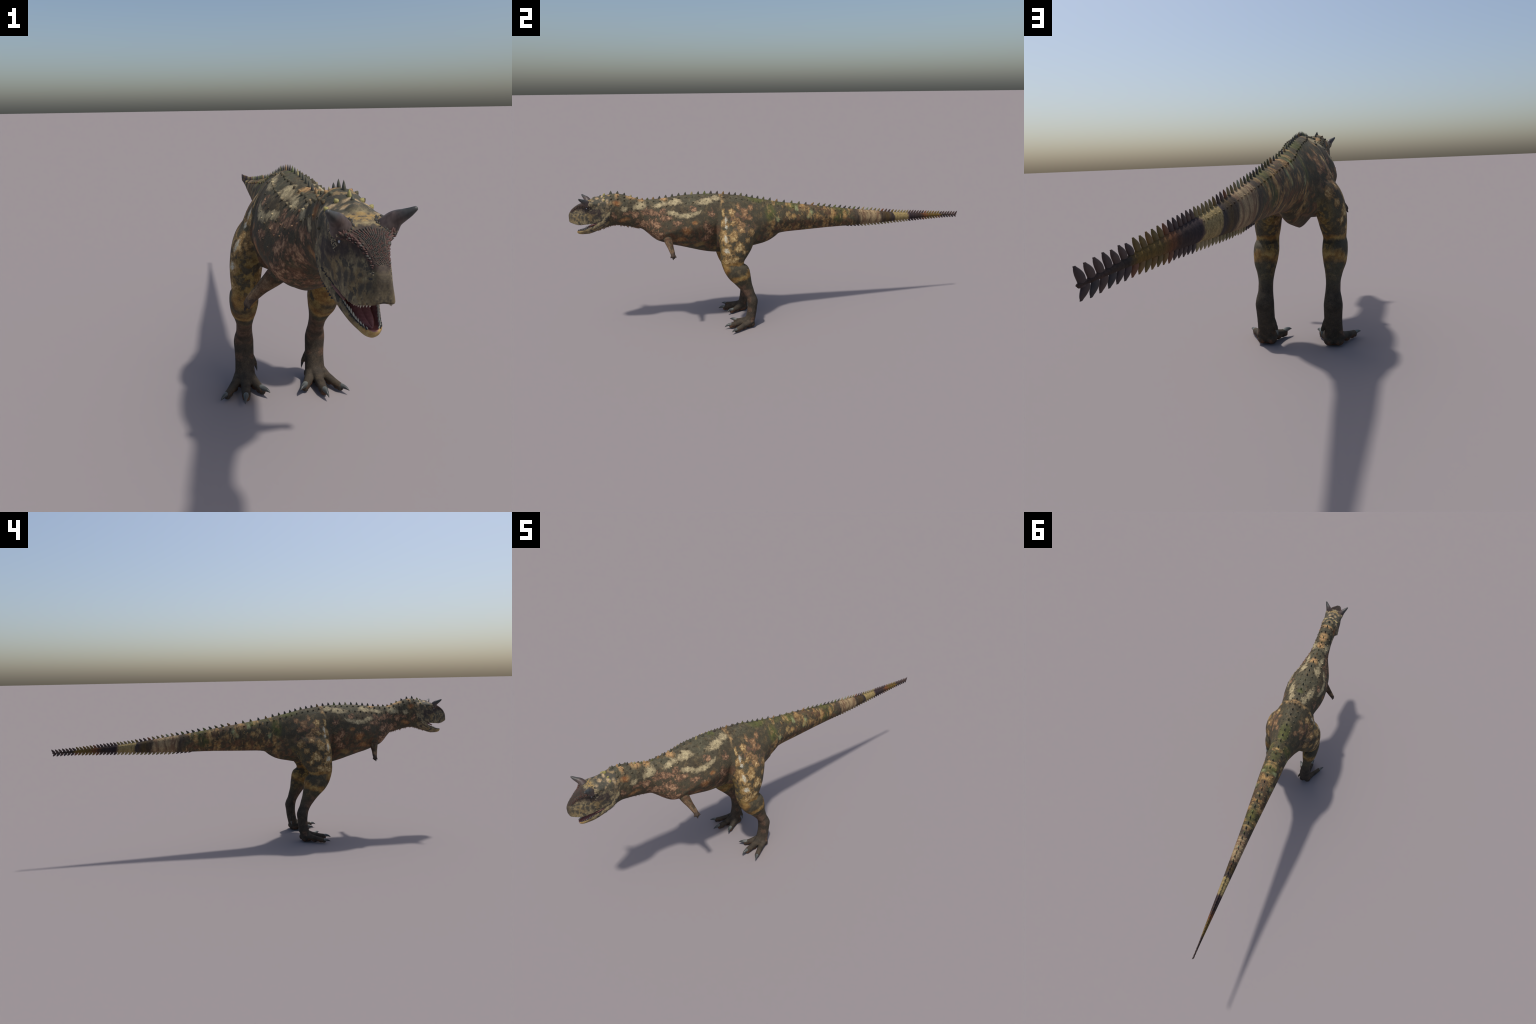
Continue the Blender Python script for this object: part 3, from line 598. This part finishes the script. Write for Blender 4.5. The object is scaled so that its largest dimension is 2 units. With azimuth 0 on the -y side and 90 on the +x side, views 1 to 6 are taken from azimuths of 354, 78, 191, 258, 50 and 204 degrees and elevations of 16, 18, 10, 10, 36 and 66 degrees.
# ------------------------------------------------------------------ spines along the back and tail
me_back = spike_mesh("dorsal_spine", .45, .35, M["spike"]); me_fin = spike_mesh("tail_spine", 1.40, 1.5, M["spike"], tip=.32, full=.62, belly=.14)
me_knob = spike_mesh("knob", .25, .9, M["hide"], 10, 6, .2)
def owner(y): return parts["tail"] if y > 0 else parts["neck"] if y < -.675 else parts["torso"]
def spacing(y): return np.interp(y, [-.83, -.72, -.70, -.62, -.50, -.33, -.15, -.09, .01, .10, .20, .37, .5, .6, .7, 1], [.030, .028, .022, .029, .031, .030, .027, .032, .040, .036, .030, .0255, .0215, .0185, .0152, .0155])
def spine_h(y): return np.interp(y, [-.85, -.83, -.80, -.72, -.66, -.62, -.55, 0, .4, .7, .99], [.006, .0115, .0138, .0098, .0085, .0105, .0140, .0132, .0132, .0138, .0140])
stations = [-.836]
while stations[-1] < .978: stations.append(stations[-1] + float(spacing(stations[-1])))
for i, yy in enumerate(stations):
    p, n = from_top(.0001, yy); tl = float(np.clip((yy - .05) / .35, 0, 1)); h = spine_h(yy) * rng.uniform(.94, 1.06)
    mat = M["spike"]
    if yy > .89: mat = M["dark_spike"]
    elif yy > .79: mat = M["rust_spike"]
    elif yy > .705: mat = M["dark_spike"]
    elif yy > .62: mat = M["khaki_spike"]
    elif yy > .545: mat = M["dark_spike"] if i % 3 else M["rust_spike"]
    elif yy > .43: mat = M["khaki_spike"]
    elif yy < -.82: mat = M["yellow_spike"]
    put("dorsal_spine", me_fin if tl > .3 else me_back, frame(p, (0, n.y * .5, 1), (0, 1, 0), (np.interp(tl, [0, 1], [.0033, .0022]), np.interp(tl, [0, 1], [.0066, .0060]), h * 1.07)), owner(yy), mat)
put("dorsal_spine", me_back, frame(from_top(.0001, -.853)[0], (0, 0, 1), (0, 1, 0), (.003, .004, .006)), parts["neck"], M["spike"])
yy = .362; i = 0
while yy < .985:                                        # keel spines under the tail
    p, n = hit((.0001, yy, .2), (0, 0, 1)); h = np.interp(yy, [.36, .45, .7, .99], [.004, .0095, .0112, .0115]) * rng.uniform(.94, 1.06)
    mat = M["dark_spike"] if yy > .90 or .705 < yy < .79 or yy < .43 else M["rust_spike"] if yy > .79 else M["khaki_spike"]
    put("keel_spine", me_fin, frame(p, (0, n.y * .5, -1), (0, 1, 0), (.0022, .0064, h * 1.1)), parts["tail"], mat)
    yy += float(np.interp(yy, [.36, .6, .75, 1], [.0195, .0182, .0158, .0158])); i += 1
# rows of knobs along the flanks: girth angle by place, size by place
def knob(yy, deg, r, side, yellow=False):
    p, n = from_axis(yy + rng.uniform(-.0015, .0015), deg + rng.uniform(-1.2, 1.2), side)
    if p is None: return
    r *= rng.uniform(.98, 1.24)
    put("knob", me_knob, frame(p, n, (0, 1, 0), (r, r * 1.12, r * 1.15)), owner(yy), M["yellow_spike"] if yellow else M["neck_hide"] if yy < -.675 else M["tail_hide"] if yy > 0 else None)
for i, yy in enumerate(stations):
    for side in (1, -1):
        if yy < .70:
            knob(yy, np.interp(yy, [-.81, -.70, -.65, -.62, -.33, -.27, -.1, -.05, .03, .3, .45, .55, .69], [62, 62, 66, 75, 76, 68, 64, 59, 54, 50, 46, 43, 41]), np.interp(yy, [-.84, -.6, -.2, 0, .3, .5, .7], [.0036, .0041, .0036, .0038, .0031, .0023, .0016]), side, yy < -.82)
        if yy < -.29: knob(yy, np.interp(yy, [-.83, -.70, -.62, -.45, -.35, -.29], [43, 42, 54, 56, 59, 48]), .0038 if yy < -.33 else .0032, side, yy < -.82)
        if yy < -.39: knob(yy, np.interp(yy, [-.81, -.70, -.62, -.47, -.40], [15, 17, 33, 37, 44]), .0024, side)
        if -.64 < yy < -.45: knob(yy + .012, np.interp(yy, [-.62, -.5, -.46], [24, 23, 29]), .0021, side)
        if -.60 < yy < -.47: knob(yy - .004, 12, .0017, side)

# ------------------------------------------------------------------ horns, eyes, nostrils
head = parts["head"]
for side in (1, -1):
    S = Soup(); P = np.array([(.0330, -.9120, .6500), (.0405, -.9180, .6620), (.0500, -.9285, .6705), (.0550, -.9340, .6750), (.0598, -.9390, .6799)]) * (side, 1, 1)
    S.tube(P, (.0166, .0125, .0082, .0062, .0038), n=24, steps=26, flat=1.0)
    horn = add("horn", mesh_of("horn", S.v, S.f), M["horn"], head)
    S = Soup(); S.ball((0, 0, 0), 1, 1, 1, 20); e = mesh_of("eye", S.v, S.f)
    p, n = from_side(-.9140, .6330, side)
    eye = add("eye", e, M["eye"], head); out = Vector((side, -.25, .12)).normalized(); eye.matrix_world = frame(p - out * .0030, out, (0, 0, 1), (.0050, .0050, .0050))
    S = Soup(); S.ball((0, 0, 0), 1, 1, 1, 12); q = mesh_of("nostril", S.v, S.f)
    p, n = from_side(-.9850, .6000, side); nose = add("nostril", q, M["black_scale"], head); nose.matrix_world = frame(p - n * .0003, n, (0, -1, .35), (.0015, .0040, .0009))

# ------------------------------------------------------------------ mouth: tongue, cheek folds, teeth, gum scales
S = Soup(); rings = []
for yv in np.linspace(-.9620, -.868, 40):
    t = (yv + .9620) / .094; wv = .0095 * math.sin(min(1, t * 2.4 + .12) * math.pi / 2) + .0085 * t; zf = float(pchip(JAW[:, 0], JAW[:, 6], yv)) + .0028 + .0025 * math.sin(math.pi * min(1, t * 1.3))
    half = [(0, zf + .0001), (wv * .22, zf + .0016), (wv * .7, zf + .0018), (wv, zf - .0006), (wv * .8, zf - .004), (0, zf - .005)]
    rings.append(half_to_ring(half, yv, 14))
S.loft(rings); tongue = add("tongue", mesh_of("tongue", S.v, S.f), M["flesh"], parts["jaw"])
me_tooth = spike_mesh("tooth", .5, .45, M["tooth"], 10, 8); me_bump = spike_mesh("bump", .2, 1.0, M["dark_scale"], 8, 5, .2); me_scale = spike_mesh("scale", .8, .3, M["red_scale"], 8, 6, .08)
black = Stuff(me_bump)
for side in (1, -1):
    S = Soup(); S.tube(np.array([(.0255, -.9120, .5475), (.0300, -.8960, .5535), (.0335, -.8800, .5580)]) * (side, 1, 1), (.0026, .0036, .0030), steps=14); add("cheek_fold", mesh_of("cheek_fold", S.v, S.f), M["fold"], head)
    for j, yv in enumerate(np.linspace(-.9662, -.9080, 11)):
        rw = float(pchip(JAW[:, 0], JAW[:, 1], yv)); rz = float(pchip(JAW[:, 0], JAW[:, 2], yv)); h = np.interp(j, [0, 3, 7, 10], [.0040, .0080, .0098, .0060]) * rng.uniform(.82, 1.12); yv += rng.uniform(-.0008, .0008)
        put("tooth", me_tooth, frame((side * (rw - .0032), yv, rz - .0022), (side * .10, .06, 1), (0, 1, .2), (.0016, .0020, h)), parts["jaw"])
        for dy in (-.0012, .0012): black.put(frame((side * (rw - .0022), yv + dy, rz - .0016), (side * .4, 0, 1), (0, 1, 0), (.0013, .0015, .0028)))
    for j, yv in enumerate(np.linspace(-.9900, -.9300, 11)):
        lx = float(pchip(SK[:, 0], SK[:, 11], yv)); lz = float(pchip(SK[:, 0], SK[:, 12], yv)); h = np.interp(j, [0, 3, 7, 10], [.0046, .0060, .0055, .003]) * rng.uniform(.85, 1.1)
        put("tooth", me_tooth, frame((side * (lx - .0024), yv, lz + .0016), (side * .04, .12, -1), (0, 1, 0), (.0014, .0018, h)), head)
black.make("gum_scales", "black_scale", parts["jaw"])

# ------------------------------------------------------------------ scale fields of the head
darks, reds, sands, blacks, throats = Stuff(me_bump), Stuff(me_scale), Stuff(me_bump), Stuff(me_bump), Stuff(me_scale)
cols, rows = 13, 27
for c in range(cols):                                   # columns of small scales fan out over the snout
    for r in range(rows):
        t = max(0., (r + .5 * (c % 2) + rng.uniform(-.15, .15)) / rows); yv = -.9880 + .0600 * t**.92; hw = np.interp(t, [0, .35, .7, 1], [.0066, .0103, .0155, .0250])
        u = c / (cols - 1) * 2 - 1; p, n = from_top(u * hw + rng.uniform(-.0002, .0002), yv)
        if p is None or p.z < .60: continue
        q = np.interp(t, [0, .2, 1], [.0007, .00090, .00120]) * rng.uniform(.75, 1.15)
        (reds if rng.random() < .30 else darks).put(frame(p, n, (u * .25, 1, .3), (q, q * 1.2, q * 1.7)))
for side in (1, -1):
    for j in range(19):                                 # big red scales along the ridge of the snout up to the horn
        t = j / 18; yv = -.9840 + .0550 * t; x = np.interp(t, [0, .4, .75, 1], [.0095, .0140, .0215, .0350]); p, n = nearest((side * x, yv, np.interp(t, [0, .4, .75, 1], [.6170, .6335, .6425, .6475])))
        for k in range(4):
            if rng.random() < .12 * k: continue
            q = np.interp(t, [0, .5, 1], [.0011, .0018, .0025]) * rng.uniform(.7, 1.15) * (1, .85, .65, .7)[k]
            m = p + (Vector((side * rng.uniform(-.0005, .0035) * k, rng.uniform(-.0018, .0018), -.0023 * k + rng.uniform(-.0006, .0006))) if k < 3 else Vector((-side * rng.uniform(.0015, .0035), rng.uniform(-.0015, .0015), .002)))
            p2, n2 = nearest(m)
            (reds if rng.random() < .68 else darks).put(frame(p2, n2 + Vector((side * .35, -.2, .1)), (0, 1, .4), (q, q * 1.3, q * 1.9)))
    for j in range(34):                                 # dark scales round the inner foot of the horn
        a = math.radians(rng.uniform(95, 250)); rr = rng.uniform(.0150, .0185); p, n = from_top(side * (.0340 + rr * math.cos(a)), -.9120 + rr * math.sin(a) * 1.1)
        if p: darks.put(frame(p, n, (0, 1, 0), (.0014, .0015, .0022)))
    for j in range(150):                                # granules behind and below the eye
        a = math.radians(rng.uniform(-70, 150)); rr = rng.uniform(.0075, .0185); yv, zv = -.9110 + rr * math.cos(a) * 1.15, .6330 + rr * math.sin(a)
        p, n = from_side(yv, zv, side)
        if p is None: continue
        q = rng.uniform(.0008, .0014); w = rng.random(); (sands if w < .42 else reds if w < .50 else darks).put(frame(p, n, (0, 1, 0), (q, q * 1.2, q * 1.3)))
    for j in range(14):                                 # bumps over the nostril
        p, n = nearest((side * .0115, -.9850 + rng.uniform(-.0030, .0030), .6075 + rng.uniform(-.0022, .0022))); q = rng.uniform(.0007, .0011); (darks if j % 3 else sands).put(frame(p, n, (0, 1, 0), (q, q, q * 1.4)))
    for j in range(40):                                 # black bumps behind the corner of the mouth
        t = rng.random(); p, n = from_side(-.8900 + .040 * t, .5610 + .016 * t + rng.normal(0, .0016), side)
        if p: q = rng.uniform(.0008, .0015); blacks.put(frame(p, n, (0, 1, 0), (q, q, q * 1.2)))
    for j in range(11):                                 # and along the lower edge of the jaw
        yv = -.8800 + .050 * j / 10; lw, lz = [float(pchip(JAW[:, 0], JAW[:, k], yv)) for k in (3, 4)]; p, n = nearest((side * (lw + .002), yv, lz - .001)); q = rng.uniform(.0014, .0023)
        blacks.put(frame(p, n, (0, 1, -.3), (q, q * 1.3, q * 1.5)))
for j in range(95):                                     # frill of small points under the throat
    yv = rng.uniform(-.880, -.690); p, n = hit((rng.normal(0, .0045), yv, .3), (0, 0, 1))
    if p: h = rng.uniform(.0028, .0062) * (1.6 if rng.random() < .22 else 1); throats.put(frame(p, (0, rng.uniform(-.1, .35), -1), (0, 1, 0), (.0010, .0014, h)))
darks.make("snout_scales", "dark_scale", head); reds.make("red_scales", "red_scale", head); sands.make("eye_granules", "sand_scale", head)
blacks.make("jaw_bumps", "black_scale", parts["jaw"]); throats.make("throat_frill", "throat_scale", parts["neck"])

# ------------------------------------------------------------------ claws of the feet
for side in (1, -1):
    ft = parts["foot", side]
    CL = {"inner": [(.0670, -.2470, .0190), (.0590, -.2600, .0215), (.0510, -.2700, .0215), (.0450, -.2780, .0185)],
          "middle": [(.1142, -.2740, .0175), (.1165, -.2900, .0205), (.1190, -.3040, .0180), (.1210, -.3155, .0115)],
          "outer": [(.1660, -.2585, .0140), (.1745, -.2700, .0165), (.1825, -.2805, .0155), (.1890, -.2895, .0125)],
          "dew": [(.0745, -.1665, .0560), (.0728, -.1660, .0480), (.0712, -.1665, .0400), (.0698, -.1680, .0310)]}
    for kname, P in CL.items():
        S = Soup(); g = .55 if kname == "dew" else .9 if kname == "outer" else 1.0
        S.tube(np.array(P) * (side, 1, 1), np.array((.0092, .0078, .0048, .0009)) * g, n=16, steps=20); add("claw", mesh_of("claw", S.v, S.f), M["claw"], ft)
bpy.context.view_layer.update()
